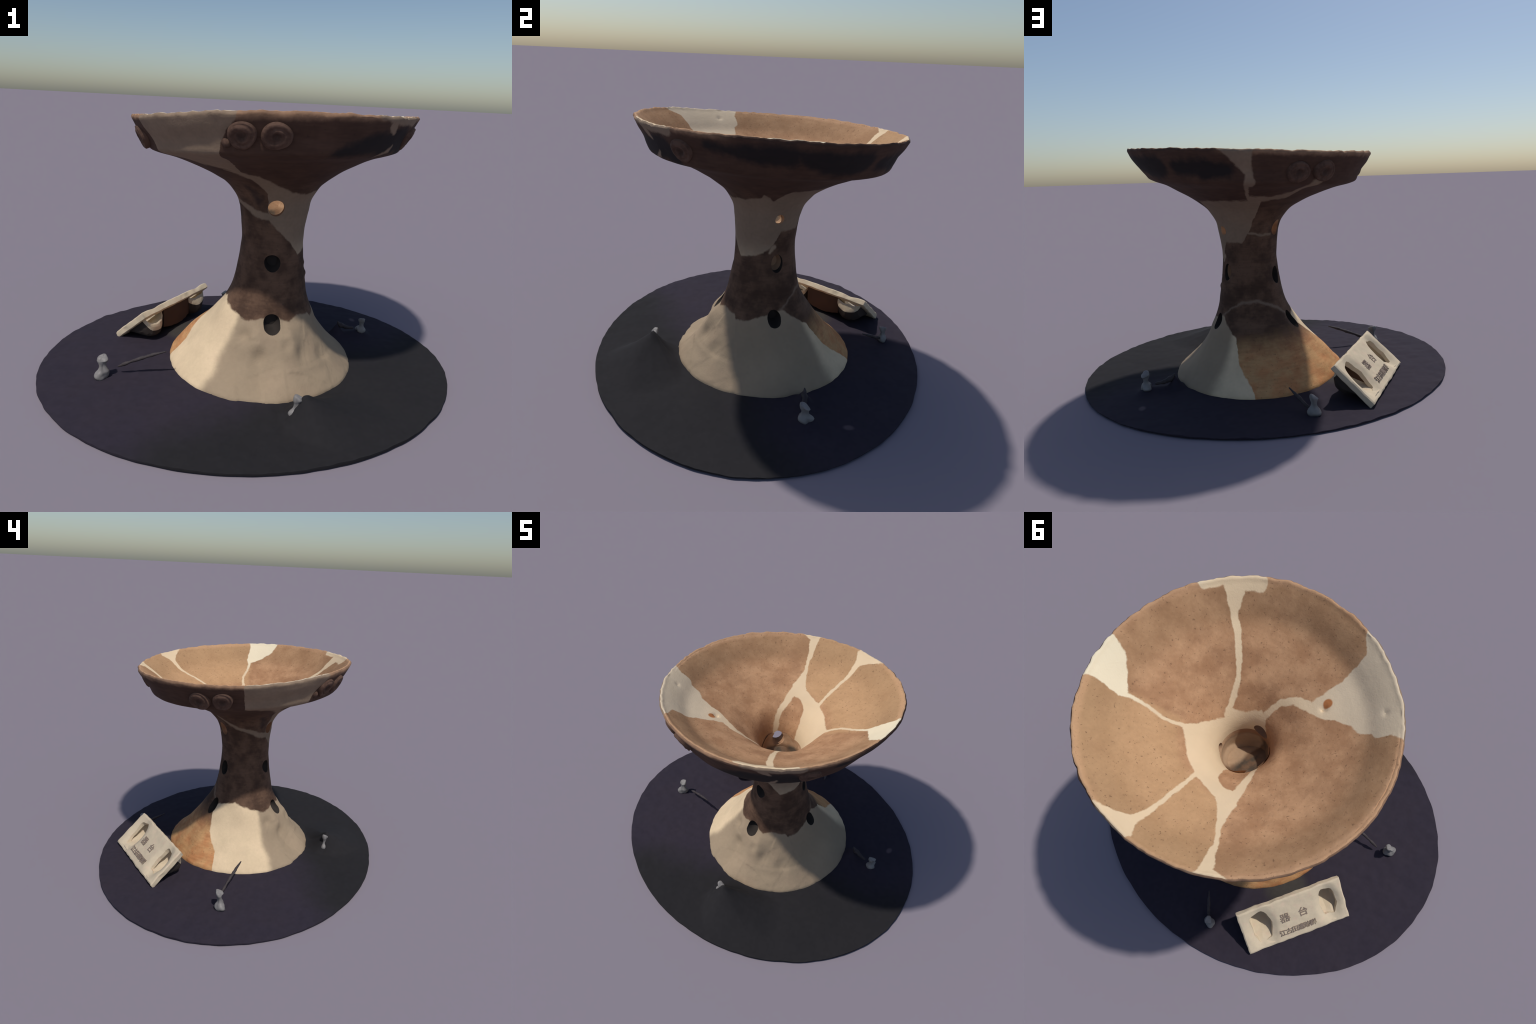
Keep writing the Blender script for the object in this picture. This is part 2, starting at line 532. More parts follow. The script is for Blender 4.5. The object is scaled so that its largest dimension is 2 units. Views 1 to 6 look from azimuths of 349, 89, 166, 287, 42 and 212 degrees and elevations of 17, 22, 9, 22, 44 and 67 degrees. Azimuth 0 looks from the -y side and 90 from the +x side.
def pottery_material(name, where):
    N = Nodes(name)
    tc = N.new("ShaderNodeTexCoord")
    P = N.v("ADD", tc.outputs["Object"], tuple(BASE))
    # ragged edges for every outline
    wob = N.v("SUBTRACT", N.noise(P, 24, 4, .6, True), (.5, .5, .5))
    Pw = N.v("ADD", P, N.v("SCALE", wob, scale=.022))
    big = N.noise(P, 3.2, 3)
    mid = N.noise(P, 11, 4, .6)
    fine = N.noise(P, 60, 3, .6)
    speck = N.step(N.noise(P, 85, 3, .6), .61, .70)
    s = N.new("ShaderNodeSeparateXYZ")
    N.put(s.inputs[0], Pw)
    X, Y, Z = s.outputs
    cream = N.gain(N.mix(mid, CREAM, (.70, .53, .35)), .90, 1.08, N.noise(P, 7, 3))

    if where == "inside":
        c2 = N.new("ShaderNodeCombineXYZ")
        N.put(c2.inputs[0], X); N.put(c2.inputs[1], Y)
        q = c2.outputs[0]
        clay = N.mix(N.step(mid, .3, .7), (.365, .194, .100), (.500, .288, .156))
        # the sherds differ a little: yellower on the +x +y side
        rad = N.v("SUBTRACT", N.v("MULTIPLY", Pw, (1, 1, 0)), (.076, .034, 0))
        yellow = N.step(N.m("DIVIDE", N.v("DOT_PRODUCT", rad, (.47, .88, 0)), N.v("LENGTH", rad)), .62, .69)
        yellow = N.m("MULTIPLY", yellow, N.step(N.v("LENGTH", rad), .24, .29))
        clay = N.mix(N.m("MULTIPLY", yellow, .6), clay, (.53, .325, .165))
        sp = N.new("ShaderNodeSeparateXYZ"); N.put(sp.inputs[0], P)
        rr = N.v("LENGTH", N.v("MULTIPLY", N.v("SUBTRACT", P, (.076, .034, 0)), (1, 1, 0)))
        band = N.m("MULTIPLY", N.step(rr, .42, .53), N.step(rr, .612, .585))
        clay = N.mix(N.m("MULTIPLY", band, N.m("MULTIPLY_ADD", big, .5, .15)), clay, (.29, .18, .095))  # rim band browned to carry the crease's baked shade
        clay = N.mix(N.m("MULTIPLY", N.step(N.noise(P, 8, 5, .65), .50, .66), N.m("MULTIPLY_ADD", yellow, -.2, .36)), clay, (.27, .142, .075))
        clay = N.mix(N.m("MULTIPLY", N.step(rr, .585, .61), .65), clay, (.50, .30, .17))
        clay = N.mix(N.m("MULTIPLY", speck, .6), clay, (.15, .08, .045))
        clay = N.gain(clay, .86, 1.12, fine)
        # plaster: cracks and patches in plan, joined one after another
        shapes = [
            (N.stroke, [(.46, -.50, .04), (.40, -.45, .04), (.383, -.411, .028), (.373, -.383, .015), (.339, -.348, .017), (.304, -.305, .014),
                      (.268, -.245, .014), (.237, -.187, .010), (.225, -.118, .011), (.225, -.055, .012)]),
            (N.stroke, [(.52, -.40, .026), (.46, -.45, .022), (.36, -.50, .032), (.315, -.515, .03)]),
            (N.poly, [(-.20, -.56), (-.176, -.508), (-.219, -.436), (-.195, -.392), (-.175, -.338), (-.134, -.279), (-.10, -.222), (-.085, -.212), (-.093, -.186),
                      (-.168, -.172), (-.224, -.185), (-.294, -.186), (-.33, -.167), (-.384, -.172), (-.406, -.16), (-.455, -.178), (-.58, -.165), (-.48, -.42)]),
            (N.stroke, [(-.088, -.205, .020), (-.031, -.207, .014), (.026, -.182, .013), (.073, -.132, .012), (.09, -.09, .012)]),
            (N.poly, [(.72, .0), (.68, .21), (.64, .182), (.56, .178), (.545, .148), (.583, .081), (.627, .022), (.676, .0)]),
            (N.stroke, [(.57, .165, .012), (.535, .152, .008), (.461, .142, .008), (.387, .144, .007), (.315, .118, .009)]),
            (N.poly, [(.323, .12), (.272, .170), (.228, .219), (.17, .26), (.145, .279), (.086, .295), (.025, .313), (-.023, .372), (-.05, .405), (-.066, .386), (-.066, .334),
                      (-.05, .228), (-.037, .136), (.0, .03), (.02, .03), (-.012, .145), (-.013, .258), (.037, .257), (.08, .228), (.10, .16), (.08, .03), (.08, -.06), (.05, -.09),
                      (.075, -.132), (.099, -.136), (.216, -.088), (.23, -.041), (.268, .025), (.302, .085)]),
            (N.stroke, [(-.044, .31, .02), (-.032, .262, .014)]),
            (N.stroke, [(-.056, .39, .016), (-.066, .43, .009), (-.088, .463, .008), (-.108, .523, .015), (-.127, .561, .022), (-.14, .62, .03)]),
            (N.poly, [(-.09, .63), (-.11, .598), (-.13, .565), (-.177, .574), (-.22, .575), (-.18, .66)]),
            (N.stroke, [(.15, .27, .010), (.163, .379, .010), (.177, .466, .010), (.184, .525, .016), (.19, .57, .02)]),
            (N.poly, [(.335, .585), (.25, .568), (.192, .545), (.172, .56), (.150, .62), (.20, .68), (.34, .64)]),
        ]
        d = None
        for kind, pts in shapes:
            e = kind(q if d is None else N.chain(q, d), pts)
            d = e if d is None else N.m("MINIMUM", d, e)
        mask = N.step(d, .0035, -.0035)
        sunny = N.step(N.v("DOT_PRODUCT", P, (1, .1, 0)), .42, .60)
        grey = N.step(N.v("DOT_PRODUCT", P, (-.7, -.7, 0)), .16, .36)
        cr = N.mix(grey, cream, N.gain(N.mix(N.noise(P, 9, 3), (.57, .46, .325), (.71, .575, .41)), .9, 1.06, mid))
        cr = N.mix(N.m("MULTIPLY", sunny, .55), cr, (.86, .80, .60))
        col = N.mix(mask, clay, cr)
        dot = N.step(N.m("SUBTRACT", N.v("DISTANCE", N.v("MULTIPLY", P, (1, 1, 0)), (-.164, -.2388, 0)), .018), .004, -.003)
        col = N.mix(dot, col, (.40, .155, .055))
        # darker brown on the -x -y side of the throat
        col = N.mix(N.m("MULTIPLY", N.step(rr, .15, .12), N.m("MULTIPLY", N.step(N.v("DOT_PRODUCT", P, (-.7, -.7, 0)), -.05, .02), .4)), col, (.27, .13, .07))
    elif where == "bore":
        col = N.mix(N.step(mid, .35, .65), (.36, .20, .11), (.55, .36, .22))
        col = N.mix(N.step(N.v("DOT_PRODUCT", P, (-.6, -.75, 0)), -.08, .02), col, (.30, .155, .085))
        col = N.mix(N.step(Z, .765, .735), col, N.mix(N.step(mid, .4, .6), (.17, .10, .06), (.085, .065, .048)))
        tan = N.m("MULTIPLY", N.step(N.m("ADD", N.v("DOT_PRODUCT", N.v("SUBTRACT", P, (.096, .017, 0)), (.85, -.3, 0)), N.m("MULTIPLY_ADD", mid, .06, -.03)), .0, .03), N.step(Z, .765, .735))
        col = N.mix(tan, col, (.42, .285, .18))  # floor painted in two tones: sunlit +x side, shadowed rest
        col = N.gain(col, .85, 1.1, fine)
    else:
        # azimuth unrolled with its seam at +128 degrees, inside one brown sherd
        seam = math.radians(180 - 128)
        xs = N.m("SUBTRACT", X, MASK_AXIS[0]); ys = N.m("SUBTRACT", Y, MASK_AXIS[1])
        xr = N.m("SUBTRACT", N.m("MULTIPLY", xs, math.cos(seam)), N.m("MULTIPLY", ys, math.sin(seam)))
        yr = N.m("ADD", N.m("MULTIPLY", xs, math.sin(seam)), N.m("MULTIPLY", ys, math.cos(seam)))
        az = N.m("SUBTRACT", N.m("MULTIPLY", N.m("ARCTAN2", yr, xr), 180 / math.pi), 52.0)   # -232 .. 128

        def f(pts):
            return N.curve(az, pts, -232, 128)

        def below(pts):                       # negative under the line
            return N.m("SUBTRACT", Z, f(pts))

        def uv(k):                            # flat map: degrees scaled to metres at the local radius
            c = N.new("ShaderNodeCombineXYZ")
            N.put(c.inputs[0], N.m("MULTIPLY", az, k)); N.put(c.inputs[1], Z)
            return c.outputs[0]
        # clay: orange low on the foot, red-brown on the column, dusky on the bowl
        body = N.mix(N.step(mid, .35, .68), (.068, .038, .025), (.140, .081, .052))
        low = N.step(N.m("MULTIPLY_ADD", mid, .10, Z), .34, .19)
        foot = N.mix(N.step(mid, .36, .66), (.55, .31, .14), (.50, .225, .095))
        body = N.mix(N.m("MULTIPLY", low, N.step(N.m("ABSOLUTE", N.m("ADD", az, 60.0)), 100, 128)), body, foot)
        bowl = N.mix(big, (.080, .045, .032), (.060, .030, .021))
        body = N.mix(N.m("MULTIPLY", N.step(Z, .84, .97), .8), body, bowl)
        strk = N.noise(N.v("MULTIPLY", P, (1, 1, 7)), 14, 3)
        body = N.gain(N.gain(body, .72, 1.28, strk), .86, 1.14, N.noise(P, 6, 4, .65))
        # fire clouds
        q = uv(.0105)
        a = .0105
        ragged = N.m("MULTIPLY_ADD", mid, .05, -.025)
        soot = N.union(N.stroke(q, [(-80 * a, 1.085, .012), (-64 * a, 1.118, .042), (-46 * a, 1.14, .05), (-41 * a, 1.09, .03)]),
                       N.stroke(q, [(-24 * a, 1.175, .012), (-8 * a, 1.155, .034), (6 * a, 1.15, .045)]),
                       N.stroke(q, [(8 * a, 1.165, .02), (22 * a, 1.12, .05), (37 * a, 1.12, .044)]),
                       N.stroke(q, [(47 * a, 1.112, .03), (60 * a, 1.10, .046), (70 * a, 1.085, .026)]))
        sootm = N.m("MULTIPLY", N.step(N.m("ADD", soot, ragged), .018, -.018), .88)
        body = N.mix(sootm, body, (.017, .0155, .0165))
        body = N.mix(N.m("MULTIPLY", N.step(N.m("ADD", N.stroke(uv(.0033), [(-133 * .0033, .90, .012), (-122 * .0033, .845, .022)]), ragged), .02, -.02), .7), body, (.028, .021, .022))
        body = N.mix(N.m("MULTIPLY", speck, .35), body, (.038, .025, .02))
        # lip worn back to pale orange clay
        lipc = N.m("MULTIPLY", N.step(N.m("SUBTRACT", Z, N.m("ADD", N.v("DOT_PRODUCT", P, (TILT[0], TILT[1], 0)), 1.195)), -.030, -.008), .75)
        dark_side = N.step(N.m("ABSOLUTE", N.m("SUBTRACT", az, 25.0)), 38, 48)
        body = N.mix(N.m("MULTIPLY", lipc, N.m("MULTIPLY", dark_side, N.m("MULTIPLY_ADD", mid, 1.2, .1))), body, (.42, .25, .15))
        # plaster fills
        A = N.m("MAXIMUM", N.m("MULTIPLY", below([(-232, 1.35), (-163.5, 1.34), (-162, 1.04), (-149, .998), (-135, .986), (-125, .965),
                                                  (-123.6, 1.09), (-119, 1.16), (-115, 1.205), (-113, 1.3), (-112, 1.38), (128, 1.38)]), -1.0),
                N.m("MULTIPLY", N.m("ADD", az, 113.5), .01))
        up = below([(-232, .5), (-141, .5), (-139, .985), (-126, .979), (-112, .96), (-95, .915), (-74, .884), (-55, .871), (-42, .885), (-31, .885),
                    (-9, .90), (-4, .926), (5, .885), (19, .95), (51, .95), (88, .95), (89.5, .94), (91, .5), (128, .5)])
        lo = below([(-232, .99), (-139, .984), (-122, .947), (-116, .915), (-108, .877), (-106, .80), (-105, .752), (-84, .698), (-62, .637),
                    (-47, .583), (-27, .598), (-7, .622), (6, .644), (15, .684), (23, .729), (60, .727), (74, .778), (86, .875), (90, .96), (128, .99)])
        B = N.m("MAXIMUM", up, N.m("MULTIPLY", lo, -1.0))
        fu = below([(-232, .0), (-219, .0), (-217.5, .315), (-211, .315), (-174, .354), (-134, .305), (-124, .288), (-106, .308), (-83, .305),
                    (-73, .292), (-60, .312), (-39, .303), (-36, .28), (-20, .29), (-1, .318), (26, .337), (43, .287), (56, .247), (64, .139), (75, .055), (78, 0), (128, 0)])
        fl = below([(-232, .35), (-217, .313), (-200, .207), (-184, .096), (-182, .0), (128, .0)])
        C = N.m("MAXIMUM", fu, N.m("MULTIPLY", fl, -1.0))
        k = .0030
        qc = uv(k)
        cracks = N.union(N.stroke(qc, [(-210 * k, .885, .008), (-192 * k, .842, .009), (-168 * k, .815, .010), (-146 * k, .80, .013), (-124 * k, .775, .016), (-104 * k, .765, .016)]),
                         N.stroke(qc, [(72 * k, .777, .006), (92 * k, .766, .006), (121 * k, .763, .005)]),
                         N.stroke(qc, [(12 * k, .65, .012), (5 * k, .62, .006)]))
        faint = N.union(N.stroke(qc, [(23 * k, .34, .003), (38 * k, .377, .004), (56 * k, .412, .006), (82 * k, .422, .008), (112 * k, .39, .007), (128 * k, .36, .006)]),
                        N.stroke(qc, [(-224 * k, .338, .006), (-232 * k, .36, .006)]))
        body = N.mix(N.m("MULTIPLY", N.step(N.m("ADD", faint, N.m("MULTIPLY_ADD", fine, .012, -.006)), .007, -.007), .5), body, (.30, .225, .165))
        r3 = N.union(N.stroke(q, [(75 * a, 1.20, .085), (76.5 * a, 1.13, .038), (79 * a, 1.075, .016), (79 * a, 1.04, .026)]),
                     N.stroke(q, [(77.5 * a, 1.03, .014), (77 * a, .96, .010)]),
                     N.stroke(uv(.007), [(78 * .007, .958, .014), (95 * .007, .955, .011), (108 * .007, .972, .016), (109 * .007, 1.007, .012), (114 * .007, 1.045, .015)]),
                     N.stroke(q, [(-64 * a, 1.235, .02), (-56 * a, 1.225, .025), (-49 * a, 1.22, .025), (-40 * a, 1.21, .02)]),
                     N.stroke(q, [(-56 * a, 1.20, .026), (-53.5 * a, 1.165, .008)]),
                     N.stroke(q, [(-50.5 * a, 1.115, .005), (-52 * a, 1.10, .008), (-57 * a, 1.075, .004)]),
                     N.stroke(q, [(106 * a, 1.19, .03), (113 * a, 1.185, .02)]))
        mask = N.step(N.m("ADD", N.union(A, B, C, cracks, r3), N.m("MULTIPLY_ADD", fine, .008, -.004)), .006, -.006)
        pl = N.mix(N.step(Z, .45, .7), cream, N.gain(N.mix(mid, (.240, .172, .120), (.285, .205, .140)), .9, 1.05, fine))  # plaster above the foot coloured darker for shade beneath the bowl
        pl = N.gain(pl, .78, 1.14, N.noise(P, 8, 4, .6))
        pinkish = N.m("MULTIPLY", N.step(N.noise(P, 6, 2), .5, .66), N.step(N.v("DOT_PRODUCT", P, (.3, -.9, 0)), .05, .3))
        pl = N.mix(N.m("MULTIPLY", N.m("MULTIPLY", pinkish, N.step(Z, .45, .3)), .5), pl, (.64, .45, .31))
        # cream darkened over the foot's front: the bowl's cast shadow, baked in
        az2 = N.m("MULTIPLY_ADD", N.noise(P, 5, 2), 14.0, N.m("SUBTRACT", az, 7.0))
        baked_cast_shadow = N.m("MULTIPLY", N.m("MULTIPLY", N.step(az2, -141, -132), N.step(az2, 56, 44)), N.step(Z, .45, .3))
        pl = N.mix(N.m("MULTIPLY", baked_cast_shadow, .85), pl, N.mix(N.noise(P, 8, 3), (.240, .182, .124), (.305, .228, .155)))
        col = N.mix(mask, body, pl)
        col = N.gain(col, .92, 1.07, fine)
    bump = N.m("ADD", N.m("MULTIPLY", fine, .6), N.m("MULTIPLY", N.noise(P, 150, 2), .4))
    return N.finish(col, .82, bump, .35, .004)


def clay_material():
    N = Nodes("roundel_clay")
    tc = N.new("ShaderNodeTexCoord")
    P = tc.outputs["Object"]
    mid = N.noise(P, 30, 4, .6)
    col = N.mix(N.step(mid, .35, .65), (.075, .042, .03), (.12, .07, .05))
    rad = N.v("LENGTH", N.v("MULTIPLY", P, (1, 1, 0)))
    col = N.mix(N.m("MULTIPLY", N.step(rad, .026, .006), .55), col, (.04, .025, .02))
    return N.finish(col, .82, N.noise(P, 120, 3), .3, .003)


def build_stand():
    stand = empty("pottery_stand", tuple(BASE), "tall mended clay stand with flared bowl, pierced column and bell foot", "pottery stand")
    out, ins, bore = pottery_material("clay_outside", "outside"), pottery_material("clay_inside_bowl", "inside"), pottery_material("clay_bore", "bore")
    pit = plain_material("dark_pit", (.020, .016, .014), (.042, .034, .029), 25)  # near-black tint gives shallow holes the darkness of a deep void
    plug = plain_material("tan_plug", (.42, .27, .165), (.26, .16, .095), 18)
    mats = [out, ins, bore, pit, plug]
    me = build_stand_mesh(mats)
    whole = add("stand_whole", me)
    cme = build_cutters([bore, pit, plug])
    cutter = add("hole_cutter", cme)
    mod = whole.modifiers.new("pierce", "BOOLEAN")
    mod.operation, mod.solver, mod.object = "DIFFERENCE", "EXACT", cutter
    mod.use_hole_tolerant = False
    mod.material_mode = "TRANSFER"
    dg = bpy.context.evaluated_depsgraph_get()
    cut = bpy.data.meshes.new_from_object(whole.evaluated_get(dg), depsgraph=dg)
    bpy.data.objects.remove(whole)
    bpy.data.objects.remove(cutter)
    shade(cut, 42)
    # normals of the unbroken body, then the body parted by region
    nl = len(cut.loops)
    nrm = np.empty(nl * 3); cut.corner_normals.foreach_get("vector", nrm); nrm = nrm.reshape(-1, 3)
    co = np.empty(len(cut.vertices) * 3); cut.vertices.foreach_get("co", co); co = co.reshape(-1, 3)
    groups = {"foot": [], "column": [], "bowl": []}
    for p in cut.polygons:
        z = p.center[2]
        groups["foot" if z < .36 else "column" if z < .86 else "bowl"].append(p.index)
    for nm, idx in groups.items():
        used, V, F, L, MI = {}, [], [], [], []
        for i in idx:
            p = cut.polygons[i]
            f = []
            for v in p.vertices:
                if v not in used:
                    used[v] = len(V); V.append(co[v] - BASE)
                f.append(used[v])
            F.append(f); L += [tuple(nrm[k]) for k in p.loop_indices]; MI.append(p.material_index)
        m = mesh_from(nm, V, F, mats)
        m.polygons.foreach_set("material_index", MI)
        m.shade_smooth()
        m.normals_split_custom_set(L)
        add(nm, m, stand)
    bpy.data.meshes.remove(cut)

    # applied clay roundels in pairs round the rim
    mat = clay_material()
    shapes = []
    for k in range(3):
        nr, nt = 15, 48
        V, F = [], []
        for i in range(nr + 1):
            for j in range(nt):
                f = i / nr
                a = TAU * j / nt
                r = .055 * min(f, .97) * (1 + .04 * math.sin(2 * a + k) + .03 * math.sin(3 * a + 2 * k))
                if f == 1:
                    r, h = r * 1.06, -.02
                else:
                    turn = (f * 2.1 - a / TAU * (1 if k != 1 else -1)) % 1.0
                    h = .023 * (1 - .35 * f ** 5) - .0045 * math.exp(-((turn - .5) / .2) ** 2) * (f > .12) - .011 * math.exp(-(f / .28) ** 2)
                    h += .0015 * nz((r * math.cos(a), r * math.sin(a), k), 60)
                V.append((r * math.cos(a), r * math.sin(a), h))
        F = revolve_faces(nr + 1, nt)
        F = [f for f in F if f[0] >= nt] + [[nt + j for j in range(nt)][::1]]
        m = mesh_from("roundel", V, F, [mat])
        bm = bmesh.new(); bm.from_mesh(m)
        bmesh.ops.delete(bm, geom=[v for v in bm.verts if not v.link_faces], context="VERTS")
        bmesh.ops.recalc_face_normals(bm, faces=bm.faces[:])
        bm.to_mesh(m); bm.free()
        if m.polygons and sum(p.normal.z * p.area for p in m.polygons) < 0:
            m.flip_normals()
        m.shade_smooth()
        shapes.append(m)
    for k, (az, z) in enumerate([(-113.2, 1.119), (-101.2, 1.117), (176.2, 1.104), (-171.8, 1.108), (100.2, 1.106), (113.4, 1.112), (-36.5, 1.116)]):
        c, n, up = wall_point(az, z)
        side = np.cross(up, n)
        ob = add("roundel", shapes[k % 3], stand, tuple(c - n * .004 - BASE))
        import mathutils
        ob.rotation_euler = mathutils.Matrix(np.column_stack([side, up, n]).tolist()).to_euler()
        s = .97 + .06 * rng.random()
        ob.scale = (s, s, 1.0)
    # a loose blob of clay beside the front pair
    c, n, up = wall_point(-119.5, 1.092)
    bm = bmesh.new()
    bmesh.ops.create_icosphere(bm, subdivisions=3, radius=.021)
    for v in bm.verts:
        v.co *= 1 + .12 * nz(v.co, 40)
    m = bpy.data.meshes.new("clay_pellet"); bm.to_mesh(m); bm.free()
    m.materials.append(mat); m.shade_smooth()
    add("clay_pellet", m, stand, tuple(c - n * .011 - BASE))
    return stand


# ------------------------------------------------------------------ display board
PIN_D = (.112, -.540)
SPIKE_C = (.543, .2165)


def board_top(x, y):
    """height of the cloth over the board"""
    z = .0135 - .005 * float(smooth(.2, .85, y)) - .002 * float(smooth(-.3, -.9, x)) - .005 * float(smooth(.55, .95, x)) * float(smooth(-.4, .0, y))
    z += .010 * math.exp(-((x - .22) / .16) ** 2 - ((y + .73) / .10) ** 2)
    p = (x, y, 0)
    z += .0025 * nz(p, 7, 1) + .0016 * nz(p, 19, 5)
    w = float(smooth(-.1, -.6, x)) + .6 * float(smooth(.25, .6, y))
    z += min(w, 1) * (.0028 * nz((x, y * 1.4, 0), 15, 11))
    # the cloth is drawn up into a peak beside the front pin
    dx, dy = x - .137, y + .553
    a = math.degrees(math.atan2(dy, dx))
    R = float(np.interp(a, [-180, -120, -90, -65, -42, -17, 10, 32, 60, 100, 125, 150, 180], [.09, .12, .18, .25, .30, .38, .39, .35, .15, .13, .12, .11, .09]))
    d = math.hypot(dx, dy) / R
    z += .106 * max(0, 1 - d) ** 1.6 if d > .05 else .106 * .921
    # low ridge from that peak to the foot, and a faint long crease
    t = np.clip((x - .14) * .3 + (y + .55) * 4.5, 0, 1)
    z += .012 * math.exp(-((x - (.15 + .05 * t)) / .035) ** 2) * (1 - t) * (y > -.56)
    z += .006 * math.exp(-((y + .60 - .1 * (x - .3)) / .05) ** 2) * float(smooth(.05, .25, x) * smooth(.62, .4, x))
    # ridge running from the foot out to the pin on the +x side
    t = (x - .50) / .20
    if -.1 < t < 1.3:
        yr = .195 + .02 * t
        hgt = .014 * float(smooth(-.1, .05, t) * smooth(1.25, .85, t)) + .012 * math.exp(-((t - .95) / .2) ** 2)
        z += hgt * math.exp(-((y - yr) / .045) ** 2)
    d = math.hypot(x - SPIKE_C[0], (y - SPIKE_C[1])) / .05
    z += .060 * max(0, 1 - d) ** 1.6
    # soft apron behind the name card
    z += .012 * math.exp(-(((x + .27) / .10) ** 2 + ((y - .36) / .10) ** 2))
    return z


def board_material():
    N = Nodes("dark_cloth")
    tc = N.new("ShaderNodeTexCoord")
    P = tc.outputs["Object"]
    n = N.noise(P, 3, 3)
    f = N.noise(P, 40, 3, .6)
    purple = N.mix(N.noise(P, 6, 3), (.0265, .0220, .0345), (.034, .0265, .036))
    grey = N.mix(n, (.0150, .0148, .0155), (.0205, .0192, .0198))
    # baked shadow tinted charcoal on the -y +x side, purple elsewhere
    k = N.m("MULTIPLY_ADD", n, .35, N.v("DOT_PRODUCT", P, (.50, -.86, 0)))
    side = N.m("MULTIPLY", N.step(k, .34, .62), .9)
    col = N.mix(side, purple, grey)
    apron = N.step(N.m("SUBTRACT", N.v("LENGTH", N.v("MULTIPLY", N.v("SUBTRACT", P, (-.30, .35, 0)), (1, 1, 0))), N.m("MULTIPLY", n, .22)), .02, -.06)
    col = N.mix(N.m("MULTIPLY", apron, .8), col, (.055, .050, .042))
    spot = N.step(N.v("LENGTH", N.v("MULTIPLY", N.v("SUBTRACT", P, (.705, .40, 0)), (1, .7, 0))), .022, .008)
    col = N.mix(N.m("MULTIPLY", spot, .8), col, (.10, .075, .085))
    col = N.gain(col, .8, 1.2, f)
    return N.finish(col, .9, f, .25, .004)


def build_board():
    NT, NR = 420, 130
    th = np.linspace(0, TAU, NT, endpoint=False)
    edge = []
    for a in th:
        k = 1 + .004 * nz((math.cos(a), math.sin(a), 0), 4) + .0035 * nz((math.cos(a), math.sin(a), 0), 14, 4)
        b = .847 + .003 * max(0, math.sin(a))
        edge.append((.996 * k * math.cos(a), b * k * math.sin(a)))
    edge = np.array(edge)
    V = [(0, 0, board_top(0, 0))]
    for i in range(1, NR + 1):
        f = i / NR
        for j in range(NT):
            x, y = edge[j] * f
            z = board_top(x, y)
            if f > .94:
                z += .0035 * nz((x, y, 0), 26, 3) * smooth(.94, 1, f)
            V.append((x, y, z))
    F = [(0, 1 + j, 1 + (j + 1) % NT) for j in range(NT)]
    F += revolve_faces(NR, NT, 1, flip=True)
    for s, z in ((1.001, .006), (.999, .002), (.996, .0)):
        for j in range(NT):
            V.append((edge[j][0] * s, edge[j][1] * s, z))
    F += revolve_faces(4, NT, 1 + (NR - 1) * NT, flip=True)
    V.append((0, 0, 0))
    last = len(V) - 1
    e = last - NT
    F += [(e + (j + 1) % NT, e + j, last) for j in range(NT)]
    me = mesh_from("display_board", V, F, [board_material()])
    recalc(me)
    shade(me, 50)
    ob = add("display_board", me)
    ob["label"], ob["category"] = "thin oval display board covered in dark purple cloth", "display board"
    return ob


# ------------------------------------------------------------------ pins and thread
def pin_material():
    N = Nodes("white_plastic_pin")
    tc = N.new("ShaderNodeTexCoord")
    P = tc.outputs["Object"]
    c = N.mix(N.noise(P, 30, 2), (.13, .122, .12), (.31, .29, .275))
    s = N.new("ShaderNodeSeparateXYZ"); N.put(s.inputs[0], P)
    c = N.mix(N.m("MULTIPLY", N.step(s.outputs[2], .018, .0), .8), c, (.10, .095, .10))
    return N.finish(c, .45)


def thread_material():
    N = Nodes("dark_thread")
    tc = N.new("ShaderNodeTexCoord")
    c = N.mix(N.noise(tc.outputs["Object"], 40, 2), (.028, .022, .024), (.075, .062, .062))
    return N.finish(c, .6)


def tube(name, pts, radii, mat, n=10):
    """bent thread through 3D points with a radius at each"""
    pts, radii = np.array(pts, float), np.array(radii, float)
    s = np.linspace(0, len(pts) - 1, 8 * len(pts))
    C = np.column_stack([np.interp(s, range(len(pts)), pts[:, i]) for i in range(3)])
    R = np.interp(s, range(len(pts)), radii)
    V = []
    for i in range(len(C)):
        t = C[min(i + 1, len(C) - 1)] - C[max(i - 1, 0)]
        t /= np.linalg.norm(t)
        u = np.cross(t, [0, 0, 1]); u /= np.linalg.norm(u)
        w = np.cross(u, t)
        for k in range(n):
            a = TAU * k / n
            r = R[i] * (1 + .35 * nz(C[i] + u * math.cos(a) * .01, 60, 2))
            V.append(C[i] + r * (u * math.cos(a) + w * math.sin(a)))
    F = revolve_faces(len(C), n)
    F += [[k for k in range(n)][::-1], [(len(C) - 1) * n + k for k in range(n)]]
    me = mesh_from(name, V, F, [mat])
    recalc(me)
    me.shade_smooth()
    return me


PIN_PROFILE = [(.0, -.004), (.020, -.004), (.0295, .006), (.031, .018), (.027, .030), (.0185, .042), (.0142, .056), (.0148, .070),
               (.0185, .080), (.0215, .088), (.0205, .097), (.012, .101), (.0, .1005)]


